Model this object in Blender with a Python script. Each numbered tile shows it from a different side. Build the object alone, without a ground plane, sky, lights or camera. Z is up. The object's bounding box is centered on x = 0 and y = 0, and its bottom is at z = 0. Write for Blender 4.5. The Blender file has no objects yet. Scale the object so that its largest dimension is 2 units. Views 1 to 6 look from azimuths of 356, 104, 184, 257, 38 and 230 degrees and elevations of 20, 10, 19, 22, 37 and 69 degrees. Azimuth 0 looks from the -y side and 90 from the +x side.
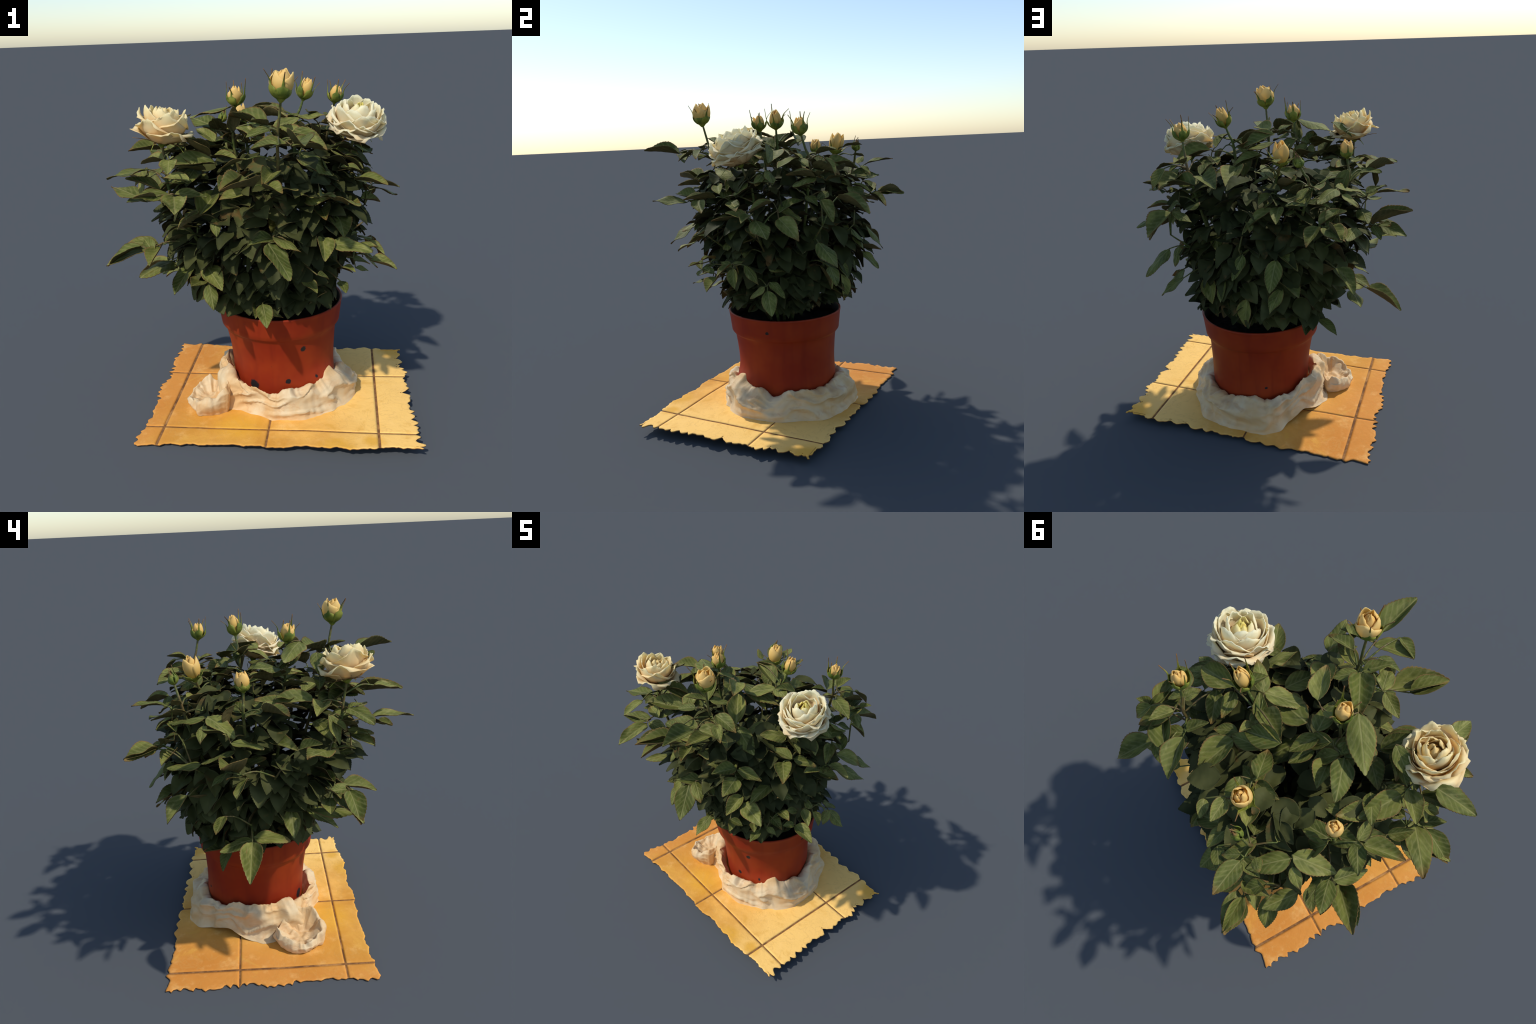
"""A potted miniature rose with cream blooms, standing in a crumpled white
plastic bag on a ragged cut-out of sandy floor tiles.  Metres, z up."""
import bpy, math, random
import numpy as np
from mathutils import Vector, Matrix, noise

rnd = random.Random(11)
V = Vector
UP = V((0, 0, 1))
SCENE = bpy.context.scene.collection


# ------------------------------------------------------------------ helpers
def add_object(name, mesh, parent=None, matrix=None):
    ob = bpy.data.objects.new(name, mesh)
    SCENE.objects.link(ob)
    if matrix is not None:
        ob.matrix_world = matrix
    if parent is not None:
        ob.parent = parent
        if parent.type == 'EMPTY' or parent.matrix_world != Matrix():
            ob.matrix_parent_inverse = parent.matrix_world.inverted()
    return ob


def make_mesh(name, verts, faces, mats, slots=None, smooth=True):
    me = bpy.data.meshes.new(name)
    me.from_pydata([tuple(v) for v in verts], [], faces)
    for m in mats:
        me.materials.append(m)
    if slots is not None:
        me.polygons.foreach_set('material_index', slots)
    if smooth:
        me.polygons.foreach_set('use_smooth', [True] * len(me.polygons))
    me.update()
    return me


def grid_faces(nu, nv, wrap_u=False, start=0, flip=False):
    out = []
    for j in range(nv - 1):
        for i in range(nu if wrap_u else nu - 1):
            a, b = start + j * nu + i, start + j * nu + (i + 1) % nu
            f = (a, b, b + nu, a + nu)
            out.append(f[::-1] if flip else f)
    return out


def thick_sheet(rows, thickness):
    """Closed thin solid from a grid of points: top sheet, back sheet and rim.
    Returns verts, faces, slots (0 front, 1 back)."""
    P = np.array(rows, float)
    nv, nu, _ = P.shape
    du, dv = np.gradient(P, axis=1), np.gradient(P, axis=0)
    n = np.cross(du, dv)
    n /= np.maximum(np.linalg.norm(n, axis=2, keepdims=True), 1e-9)
    back = P - n * thickness
    verts = np.vstack([P.reshape(-1, 3), back.reshape(-1, 3)])
    k = nu * nv
    front = grid_faces(nu, nv)
    rear = grid_faces(nu, nv, start=k, flip=True)
    rim = [j * nu for j in range(nv)] + [(nv - 1) * nu + i for i in range(1, nu)]
    rim += [j * nu + nu - 1 for j in range(nv - 2, -1, -1)] + list(range(nu - 2, 0, -1))
    side = [(a, b, b + k, a + k) for a, b in zip(rim, rim[1:] + rim[:1])]
    return verts, front + rear + side, [0] * len(front) + [1] * (len(rear) + len(side))


def spline(points, per=6):
    """Catmull-Rom through the points."""
    p = [V(q) for q in points]
    if len(p) < 3:
        return [p[0].lerp(p[-1], i / per) for i in range(per + 1)]
    p = [2 * p[0] - p[1]] + p + [2 * p[-1] - p[-2]]
    out = []
    for a, b, c, d in zip(p, p[1:], p[2:], p[3:]):
        for i in range(per):
            t = i / per
            out.append(.5 * (2 * b + (c - a) * t + (2 * a - 5 * b + 4 * c - d) * t * t + (3 * b - a - 3 * c + d) * t ** 3))
    return out + [p[-2]]


class Tubes:
    """Collects swept round stems into one mesh."""
    def __init__(self):
        self.v, self.f = [], []

    def sweep(self, path, r0, r1, sides=7):
        x, base, n = None, len(self.v), len(path)
        for i, p in enumerate(path):
            t = (path[min(i + 1, n - 1)] - path[max(i - 1, 0)]).normalized()
            x = (x or t.orthogonal())
            x = (x - t * x.dot(t)).normalized()
            y = t.cross(x)
            r = r0 + (r1 - r0) * i / (n - 1)
            for k in range(sides):
                a = 2 * math.pi * k / sides
                self.v.append(p + (x * math.cos(a) + y * math.sin(a)) * r)
        self.f += grid_faces(sides, n, True, base)
        self.f.append(tuple(range(base + sides - 1, base - 1, -1)))
        self.f.append(tuple(range(base + (n - 1) * sides, base + n * sides)))

    def mesh(self, name, mat):
        return make_mesh(name, self.v, self.f, [mat])


def frame(origin, z_axis, spin=0.0):
    z = V(z_axis).normalized()
    x = z.orthogonal().normalized()
    x = Matrix.Rotation(spin, 3, z) @ x
    y = z.cross(x)
    m = Matrix((x, y, z)).transposed().to_4x4()
    m.translation = V(origin)
    return m


def smooth(a, b, x):
    t = min(1, max(0, (x - a) / (b - a)))
    return t * t * (3 - 2 * t)


def bumps(x, y, z=0.0, octaves=3):
    return noise.fractal(V((x, y, z)), 0.9, 2.1, octaves)


# ---------------------------------------------------------------- materials
class Nodes:
    def __init__(self, name):
        self.mat = bpy.data.materials.new(name)
        self.mat.use_nodes = True
        self.t = self.mat.node_tree
        self.bsdf = self.t.nodes['Principled BSDF']
        self.out = self.t.nodes['Material Output']

    def new(self, kind, **props):
        n = self.t.nodes.new('ShaderNode' + kind)
        for k, v in props.items():
            setattr(n, k, v)
        return n

    def put(self, socket, value):
        if isinstance(value, bpy.types.NodeSocket):
            self.t.links.new(value, socket)
        elif value is not None:
            if hasattr(socket.default_value, '__len__') and len(socket.default_value) == 4 and len(value) == 3:
                value = (*value, 1)
            socket.default_value = value

    def coords(self, kind='Object'):
        return self.new('TexCoord').outputs[kind]

    def xyz(self, vec):
        n = self.new('SeparateXYZ')
        self.put(n.inputs[0], vec)
        return n.outputs

    def math(self, op, a, b=None, c=None, clamp=False):
        n = self.new('Math', operation=op, use_clamp=clamp)
        for s, v in zip(n.inputs, (a, b, c)):
            self.put(s, v)
        return n.outputs[0]

    def noise(self, vec, scale, detail=3.0, rough=.55, distort=0.0, w=None):
        n = self.new('TexNoise')
        if w is not None:
            n.noise_dimensions = '4D'
            self.put(n.inputs['W'], w)
        self.put(n.inputs['Vector'], vec)
        n.inputs['Scale'].default_value = scale
        n.inputs['Detail'].default_value = detail
        n.inputs['Roughness'].default_value = rough
        n.inputs['Distortion'].default_value = distort
        return n.outputs[0]

    def step(self, x, lo, hi):
        n = self.new('MapRange', interpolation_type='SMOOTHSTEP')
        self.put(n.inputs[0], x)
        n.inputs[1].default_value, n.inputs[2].default_value = lo, hi
        return n.outputs[0]

    def mix(self, fac, a, b, blend='MIX'):
        n = self.new('Mix', data_type='RGBA', blend_type=blend)
        self.put(n.inputs[0], fac)
        self.put(n.inputs[6], a)
        self.put(n.inputs[7], b)
        return n.outputs[2]

    def random(self):
        return self.new('ObjectInfo').outputs['Random']

    def distance(self, vec, point):
        n = self.new('VectorMath', operation='DISTANCE')
        self.put(n.inputs[0], vec)
        n.inputs[1].default_value = point
        return n.outputs['Value']

    def stretch(self, vec, scale):
        n = self.new('Mapping')
        self.put(n.inputs['Vector'], vec)
        n.inputs['Scale'].default_value = scale
        return n.outputs[0]

    def finish(self, colour, rough=.6, spec=.3, bump=None, bump_strength=.3, bump_dist=.01, translucent=0.0, coat=0.0):
        self.put(self.bsdf.inputs['Base Color'], colour)
        self.put(self.bsdf.inputs['Roughness'], rough)
        self.put(self.bsdf.inputs['Specular IOR Level'], spec)
        self.put(self.bsdf.inputs['Coat Weight'], coat)
        if bump is not None:
            b = self.new('Bump')
            b.inputs['Strength'].default_value = bump_strength
            b.inputs['Distance'].default_value = bump_dist
            self.put(b.inputs['Height'], bump)
            self.put(self.bsdf.inputs['Normal'], b.outputs[0])
        if translucent:
            tr = self.new('BsdfTranslucent')
            self.put(tr.inputs['Color'], colour)
            mx = self.new('MixShader')
            mx.inputs[0].default_value = translucent
            self.t.links.new(self.bsdf.outputs[0], mx.inputs[1])
            self.t.links.new(tr.outputs[0], mx.inputs[2])
            self.t.links.new(mx.outputs[0], self.out.inputs['Surface'])
        return self.mat


def leaf_material(name, dark, light, vein, patchy, rough):
    """Leaf blade: unit leaf lies along +y, midrib at x = 0."""
    n = Nodes(name)
    co = n.coords()
    x, y, z = n.xyz(co)
    ax = n.math('ABSOLUTE', x)
    r = n.random()
    blotch = n.noise(n.stretch(co, (1.2, .8, 1)), 2.2, 3, .6, w=n.math('MULTIPLY', r, 40.0))
    col = n.mix(n.step(blotch, .32, .7), dark, light)
    tan = n.noise(n.stretch(co, (1.6, .9, 1)), 3.0, 3, .6, w=n.math('MULTIPLY', r, 71.0))
    col = n.mix(n.math('MULTIPLY', n.step(tan, .52, .72), .55), col, vein)
    # every leaf a little different in tone
    tone = n.mix(n.math('FRACT', n.math('MULTIPLY', r, 3.7)), (.6, .66, .55), (1.3, 1.25, 1.3))
    col = n.mix(1.0, col, tone, 'MULTIPLY')
    # side veins slanting off the midrib
    slant = n.math('SUBTRACT', y, n.math('MULTIPLY', ax, .75))
    wander = n.math('MULTIPLY', n.noise(co, 3.0, 2, .5, w=n.math('MULTIPLY', r, 11.0)), 3.0)
    rib = n.math('ABSOLUTE', n.math('SINE', n.math('ADD', n.math('MULTIPLY', slant, 19.0), wander)))
    side_vein = n.math('MULTIPLY', n.math('SUBTRACT', 1.0, n.step(rib, .0, .9)), .19)
    mid = n.math('SUBTRACT', 1.0, n.step(ax, .006, .05))
    veins = n.math('MAXIMUM', n.math('MULTIPLY', mid, .45), side_vein)
    col = n.mix(veins, col, vein)
    # some leaves carry dry brown flecks and margins
    fleck = n.noise(co, 7.0, 4, .7, w=n.math('MULTIPLY', r, 23.0))
    col = n.mix(n.math('MULTIPLY', n.step(fleck, .58, .72), patchy), col, (.2, .095, .028))
    scorch = n.math('MULTIPLY', n.step(y, .72, 1.02), n.step(n.math('FRACT', n.math('MULTIPLY', r, 7.3)), .45, .8))
    col = n.mix(n.math('MULTIPLY', scorch, .8), col, (.24, .115, .035))
    fine = n.noise(co, 40.0, 3, .6)
    col = n.mix(n.math('MULTIPLY', fine, .35), col, n.mix(.5, dark, (.02, .025, .012)))
    bump = n.math('SUBTRACT', n.math('MULTIPLY', fine, .3), n.math('MULTIPLY', veins, .8))
    return n.finish(col, rough, .16, bump, .35, .01, translucent=.08)


LEAF_TOP = leaf_material('leaf_upper', (.085, .1, .018), (.215, .225, .05), (.37, .34, .13), .6, .6)
LEAF_BACK = leaf_material('leaf_underside', (.085, .078, .026), (.17, .13, .05), (.23, .18, .08), .85, .7)
LEAF_MARGIN = leaf_material('leaf_margin', (.12, .1, .025), (.24, .14, .045), (.26, .16, .06), .8, .7)
INNER_TOP = leaf_material('shade_darkened_leaf_upper', (.03, .035, .009), (.085, .09, .024), (.14, .14, .05), .7, .7)  # leaf greens darkened to paint in the bush's inner shadow
INNER_BACK = leaf_material('shade_darkened_leaf_underside', (.03, .028, .01), (.085, .06, .024), (.1, .08, .035), .9, .75)


def cane_material():
    n = Nodes('cane_bark')
    co = n.coords()
    tone = n.noise(co, 9.0, 4)
    col = n.mix(n.step(tone, .4, .62), (.07, .095, .018), (.13, .085, .03))
    col = n.mix(n.step(n.noise(co, 60.0, 2), .5, .7), col, (.16, .17, .045))
    return n.finish(col, .55, .3, n.noise(co, 120.0, 2), .2, .004)


def sepal_material():
    n = Nodes('sepal_green')
    co = n.coords()
    x, y, z = n.xyz(n.coords('Generated'))
    col = n.mix(n.step(n.noise(co, 25.0, 3), .35, .65), (.1, .14, .018), (.26, .27, .04))
    col = n.mix(n.step(z, .6, .95), col, (.2, .1, .035))
    return n.finish(col, .6, .25, translucent=.1)


def petal_material(name, edge, heart, base, base_amount):
    """Petal: paler towards the lip, warm at its base, deeper at the flower's eye."""
    n = Nodes(name)
    co = n.coords()
    x, y, z = n.xyz(co)
    gx, gy, gz = n.xyz(n.coords('Generated'))
    r = n.math('SQRT', n.math('ADD', n.math('MULTIPLY', x, x), n.math('MULTIPLY', y, y)))
    col = n.mix(n.step(r, .015, .065), heart, edge)
    wob = n.math('ADD', gz, n.math('MULTIPLY', n.math('SUBTRACT', n.noise(co, 14.0, 3), .5), .5))
    col = n.mix(n.math('MULTIPLY', n.math('SUBTRACT', 1.0, n.step(wob, .25, 1.0)), base_amount), col, base)
    col = n.mix(n.math('MULTIPLY', n.step(n.noise(co, 22.0, 3, .6), .55, .75), .18), col, base)
    grain = n.noise(n.stretch(co, (1, 1, .3)), 90.0, 3)
    return n.finish(col, .65, .12, grain, .1, .004, translucent=.42)


CANE = cane_material()
SEPAL = sepal_material()
CREAM = petal_material('petal_cream', (1.0, .95, .7), (1.0, .88, .28), (1.0, .64, .22), .66)
APRICOT = petal_material('petal_ivory', (1.0, .89, .54), (1.0, .82, .4), (1.0, .63, .24), .6)
YELLOW = petal_material('petal_yellow', (.98, .78, .34), (.98, .7, .24), (.9, .58, .1), .6)


def pot_material():
    n = Nodes('terracotta_plastic')
    co = n.coords()
    big = n.noise(co, 3.0, 4, .6)
    col = n.mix(n.step(big, .3, .7), (.26, .022, .006), (.34, .042, .008))
    streak = n.noise(n.stretch(co, (9, 9, .9)), 2.0, 3)
    col = n.mix(n.math('MULTIPLY', n.step(streak, .45, .75), .35), col, (.17, .012, .006))
    speck = n.noise(co, 38.0, 3, .7)
    col = n.mix(n.math('MULTIPLY', n.step(speck, .68, .76), .7), col, (.09, .03, .018))
    # drainage holes: dark soil showing near the foot
    for p, rad in POT_HOLES:
        d = n.math('ADD', n.distance(co, p), n.math('MULTIPLY', n.math('SUBTRACT', n.noise(co, 45.0, 2), .5), .02))
        col = n.mix(n.math('SUBTRACT', 1.0, n.step(d, rad * .75, rad * 1.05)), col, (.018, .016, .017))
    return n.finish(col, .5, .18, n.noise(co, 70.0, 3), .06, .004)


POT_HOLES = [((.143, -.237, .441), .019), ((.05, -.235, .233), .02), ((.226, -.222, .253), .018),
             ((.285, -.2, .25), .02), ((-.152, -.16, .18), .04), ((.15, -.24, .2), .012),
             ((.41, .045, .575), .013), ((.0, .395, .25), .008), ((.1, .38, .42), .006)]
POT = pot_material()


def soil_material():
    n = Nodes('dark_potting_soil')
    co = n.coords()
    col = n.mix(n.step(n.noise(co, 45.0, 5, .7), .35, .7), (.008, .007, .006), (.03, .022, .015))
    return n.finish(col, .95, .1, n.noise(co, 60.0, 5, .7), .8, .02)


SOIL = soil_material()


def dark_inside():
    n = Nodes('dark_pot_inside')
    co = n.coords()
    col = n.mix(n.step(n.noise(co, 14.0, 4, .65), .4, .7), (.02, .02, .021), (.06, .03, .02))
    return n.finish(col, .7, .2)


POT_INSIDE = dark_inside()


def bag_material():
    n = Nodes('milky_plastic_film')
    co = n.coords()
    col = n.mix(n.step(n.noise(co, 4.5, 4, .6, .6), .35, .68), (.74, .47, .21), (.77, .6, .36))
    col = n.mix(n.math('MULTIPLY', n.step(n.noise(n.stretch(co, (1, 1, 2.5)), 11.0, 4, .6, 1.2), .52, .72), .4), col, (.62, .32, .13))
    crease = n.noise(n.stretch(co, (1, 1, 1.6)), 16.0, 5, .6, 1.5)
    return n.finish(col, .5, .25, crease, .22, .01, translucent=.12)


BAG = bag_material()


def tile_material():
    n = Nodes('sandy_floor_tile')
    co = n.coords()
    x, y, z = n.xyz(co)
    r = n.random()
    cloud = n.noise(co, 2.6, 5, .6, .4)
    col = n.mix(n.step(cloud, .33, .68), (.62, .28, .04), (.84, .44, .095))
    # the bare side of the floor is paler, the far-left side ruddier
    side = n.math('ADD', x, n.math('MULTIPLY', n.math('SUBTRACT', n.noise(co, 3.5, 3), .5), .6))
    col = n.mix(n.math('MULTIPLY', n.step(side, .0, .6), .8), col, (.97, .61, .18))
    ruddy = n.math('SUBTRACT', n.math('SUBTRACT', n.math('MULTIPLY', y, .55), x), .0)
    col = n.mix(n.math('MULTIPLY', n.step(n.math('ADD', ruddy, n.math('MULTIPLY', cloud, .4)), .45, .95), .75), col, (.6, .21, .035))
    col = n.mix(n.math('MULTIPLY', n.step(n.noise(co, 9.0, 5, .65), .5, .75), .4), col, (.93, .58, .21))
    col = n.mix(n.math('MULTIPLY', n.step(n.noise(co, 24.0, 4, .7), .6, .78), .35), col, (.5, .23, .06))
    for p, rad in (((.86, .36, .05), .16), ((.27, -.62, .05), .13), ((.46, -.6, .05), .08), ((-.25, -.33, .03), .2)):
        d = n.math('ADD', n.distance(co, p), n.math('MULTIPLY', n.math('SUBTRACT', n.noise(co, 12.0, 3), .5), .12))
        col = n.mix(n.math('MULTIPLY', n.math('SUBTRACT', 1.0, n.step(d, rad * .2, rad)), .7), col, (.72, .36, .03))
    col = n.mix(n.math('MULTIPLY', n.step(n.noise(co, 5.5, 5, .7, .8), .54, .7), .55), col, (.72, .37, .06))
    wrinkle = n.math('ABSOLUTE', n.math('SUBTRACT', n.noise(co, 6.0, 4, .6, 1.0), .5))
    col = n.mix(n.math('MULTIPLY', n.math('SUBTRACT', 1.0, n.step(wrinkle, .0, .02)), .25), col, (.6, .33, .09))
    return n.finish(col, .75, .18, n.noise(co, 30.0, 5, .65), .25, .012)


TILE = tile_material()


def grout_material():
    n = Nodes('brown_grout')
    co = n.coords()
    col = n.mix(n.step(n.noise(co, 20.0, 4, .6), .35, .7), (.16, .07, .026), (.34, .16, .055))
    col = n.mix(n.math('MULTIPLY', n.step(n.noise(co, 7.0, 3, .6), .5, .68), .75), col, (.55, .27, .08))
    return n.finish(col, .9, .15, n.noise(co, 90.0, 3), .4, .006)


GROUT = grout_material()


# ------------------------------------------------------------- things: roots
def thing(name, label, category):
    ob = bpy.data.objects.new(name, None)
    SCENE.objects.link(ob)
    ob['label'], ob['category'] = label, category
    return ob


rose = thing('potted_rose', 'miniature rose bush with cream blooms in terracotta plastic pot', 'potted plant')
floor = thing('tiled_floor_patch', 'ragged cut-out of sandy yellow tiles with brown grout', 'floor tiles')
bag_thing = thing('plastic_bag', 'crumpled milky plastic bag bunched round the pot foot', 'plastic bag')

# ------------------------------------------------------------ the tiled floor
# patch axes: tile rows run along U, tile columns along W; the patch tips
# slightly, so that its right edge floats and its back left corner is lowest.
FU, FW = V((.9735, -.229, 0)), V((.219, .9757, 0))
A0 = V((-.683, -.257, 0))               # crossing of the left and front joints
TILE_SIZE = .612


def floor_height(x, y):
    h = .027 + .031 * x - .017 * y + .004 * bumps(x * 2.2, y * 2.2, 3.1)
    return max(h, .0045)


CORNER_FL, CORNER_FR = V((-.83, -.392, 0)), V((.697, -.705, 0))
CORNER_BL, CORNER_BR = V((-.592, .782, 0)), V((.897, .38, 0))


def to_patch(p):
    d = p - A0
    det = FU.x * FW.y - FU.y * FW.x
    return (d.x * FW.y - d.y * FW.x) / det, (FU.x * d.y - FU.y * d.x) / det


TOOTH = {1: (.052, .03), 2: (.062, .042), 3: (.12, .018), 4: (.1, .022)}    # pitch, depth of each cut edge


def ragged(along, side):
    """Zig-zag of a cut edge: irregular saw teeth, then a slower wander."""
    pitch, deep = TOOTH[side]
    q = (along + .05 * bumps(along * 7, side * 3.0)) / pitch
    tooth = q % 1.0
    tooth = min(1, tooth / .45) if tooth < .75 else (1 - tooth) / .25
    k = math.floor(q)
    size = min(1.25, .65 + 1.6 * noise.noise(V((k * 1.71, side * 7.3, .5))) + .9 * noise.noise(V((k * .31, side * 3.3, 2.5))))
    size = max(.12, size)
    torn = .5 * deep * bumps(along * 15, side * 4.0, 1.5)
    return .75 * deep * size * (tooth - .5) + torn - .005 + .02 * bumps(along * 3.2, side * 5.0) + .008 * bumps(along * 30, side * 9.0)


def floor_lines(values, joints, lo, hi, pitch):
    """Grid positions between lo and hi that meet every joint edge exactly."""
    stops = [lo]
    for j, w in joints:
        stops += [j - w / 2, j + w / 2]
    stops.append(hi)
    out = []
    for a, b in zip(stops, stops[1:]):
        k = max(1, round((b - a) / pitch))
        out += [a + (b - a) * i / k for i in range(k)]
    return out + [hi]


def build_floor():
    u_joints = [(0.0, .015), (TILE_SIZE, .011), (2 * TILE_SIZE, .014)]
    w_joints = [(0.0, .009), (TILE_SIZE, .009)]
    cu = [to_patch(c) for c in (CORNER_FL, CORNER_FR, CORNER_BL, CORNER_BR)]
    (u0, w0), (u1, w1), (u2, w2), (u3, w3) = cu
    us = floor_lines(None, u_joints, min(u0, u2), max(u1, u3), .0115)
    ws = floor_lines(None, w_joints, min(w0, w1), max(w2, w3), .0115)
    nu, nw = len(us), len(ws)

    def place(i, j):
        u, w = us[i], ws[j]
        # pull the border of the grid onto the ragged outline
        fu, fw = (u - us[0]) / (us[-1] - us[0]), (w - ws[0]) / (ws[-1] - ws[0])
        left = u0 + (u2 - u0) * fw + ragged(w, 1)
        right = u1 + (u3 - u1) * fw + ragged(w, 2)
        front = w0 + (w1 - w0) * fu + ragged(u, 3)
        back = w2 + (w3 - w2) * fu + ragged(u, 4)
        edge = .075
        a, b = smooth(edge, 0, u - us[0]), smooth(edge, 0, us[-1] - u)
        c, d = smooth(edge, 0, w - ws[0]), smooth(edge, 0, ws[-1] - w)
        u += a * (left - us[0]) + b * (right - us[-1])
        w += c * (front - ws[0]) + d * (back - ws[-1])
        p = A0 + FU * u + FW * w
        return V((p.x, p.y, floor_height(p.x, p.y)))

    def bands(vals, joints):
        """index ranges of the tiles and of the joints"""
        cuts = [0]
        for j, w in joints:
            cuts += [min(range(len(vals)), key=lambda k: abs(vals[k] - (j - w / 2))),
                     min(range(len(vals)), key=lambda k: abs(vals[k] - (j + w / 2)))]
        cuts.append(len(vals) - 1)
        return [(cuts[k], cuts[k + 1]) for k in range(0, len(cuts) - 1, 2)]

    P = [[place(i, j) for i in range(nu)] for j in range(nw)]
    for a, b in bands(us, u_joints):
        for c, d in bands(ws, w_joints):
            rows = []
            for j in range(c, d + 1):
                row = []
                for i in range(a, b + 1):
                    p = P[j][i].copy()
                    # pillowed arris along the joints
                    near = min(min(i - a, b - i) if 0 < a or b < nu - 1 else 9,
                               min(j - c, d - j) if 0 < c or d < nw - 1 else 9)
                    p.z += .003 - (.0012 if near == 0 else 0)
                    row.append(p)
                rows.append(row)
            v, f, s = thick_sheet(rows, .003)
            add_object('floor_tile', make_mesh('floor_tile', v, f, [TILE]), floor)
    rows = [[p + V((0, 0, .0005)) for p in row] for row in P]
    v, f, s = thick_sheet(rows, .005)
    v = np.array(v)
    add_object('grout', make_mesh('grout', v, f, [GROUT]), floor)


build_floor()

# -------------------------------------------------------------------- the pot
POT_C = V((.047, .077, 0))
POT_PROFILE = [  # radius, height up the outside, over the lip and down inside
    (.0, .035), (.285, .035), (.296, .045), (.302, .12), (.307, .2), (.312, .28), (.318, .36), (.325, .43),
    (.331, .475), (.336, .497), (.339, .503), (.351, .513), (.356, .52), (.359, .545), (.364, .59), (.368, .625),
    (.370, .637), (.372, .643), (.372, .648), (.369, .651), (.363, .651), (.359, .646), (.356, .62), (.352, .56), (.34, .52)]


def build_pot():
    path = []
    for (r0, z0), (r1, z1) in zip(POT_PROFILE, POT_PROFILE[1:]):
        k = max(1, round(math.hypot(r1 - r0, z1 - z0) / .02))
        path += [(r0 + (r1 - r0) * i / k, z0 + (z1 - z0) * i / k) for i in range(k)]
    path.append(POT_PROFILE[-1])
    n = 120
    verts = []
    for r, z in path:
        for k in range(n):
            a = 2 * math.pi * k / n
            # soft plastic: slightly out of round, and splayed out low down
            wob = 1 + .008 * math.sin(2 * a + 1.1) * smooth(.1, .6, z)
            d = math.degrees(a)
            flare = math.exp(-((d - 312) / 24) ** 2) + .25 * math.exp(-((d - 95) / 20) ** 2) + .2 * math.exp(-((d - 30) / 40) ** 2)
            out = .05 * flare * math.exp(-((z - .2) / .075) ** 2) if r > .25 else 0
            tilt = .012 * (math.cos(a) - math.sin(a)) * r * smooth(.3, .6, z)
            low = smooth(.55, .3, z) * (r > .2)
            verts.append(POT_C + V(((r * wob + out) * math.cos(a) + .012 * low, (r * wob + out) * math.sin(a) + .006 * low, z + tilt)))
    faces = grid_faces(n, len(path), True)
    lip = next(k for k, (r, z) in enumerate(path) if r > .3 and z >= .6509) + 2
    slots = [1 if f[0] // n >= lip else 0 for f in faces]      # dark inside face
    add_object('flower_pot', make_mesh('flower_pot', verts, faces, [POT, POT_INSIDE], slots), rose)
    # soil, a little below the lip
    verts, faces = [], []
    rings, m = 26, 96
    for i in range(rings + 1):
        r = .354 * i / rings
        for k in range(m):
            a = 2 * math.pi * k / m
            x, y = r * math.cos(a), r * math.sin(a)
            verts.append(POT_C + V((x, y, .575 + .02 * bumps(x * 16, y * 16) + .02 * (1 - i / rings))))
    add_object('soil', make_mesh('soil', verts, grid_faces(m, rings + 1, True), [SOIL]), rose)


build_pot()

# ---------------------------------------------------------------- plastic bag
def around(table, deg):
    """Smooth periodic lookup of (degree, value) pairs."""
    deg %= 360
    t = table + [(table[0][0] + 360, table[0][1])]
    if deg < t[0][0]:
        deg += 360
    for (a, x), (b, y) in zip(t, t[1:]):
        if a <= deg <= b:
            f = smooth(a, b, deg)
            return x + (y - x) * f
    return t[0][1]


BAG_REACH = [(0, .43), (20, .42), (50, .44), (75, .425), (95, .445), (106, .42), (118, .35), (135, .345), (155, .36), (180, .4),
             (205, .42), (220, .36), (240, .34), (260, .375), (285, .395), (310, .405), (325, .43), (345, .44)]
BAG_CREST = [(0, .17), (30, .2), (55, .175), (85, .2), (98, .165), (120, .2), (140, .22), (156, .235), (180, .23), (200, .24),
             (212, .2), (235, .19), (257, .16), (275, .2), (300, .215), (320, .255), (340, .195)]


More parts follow.
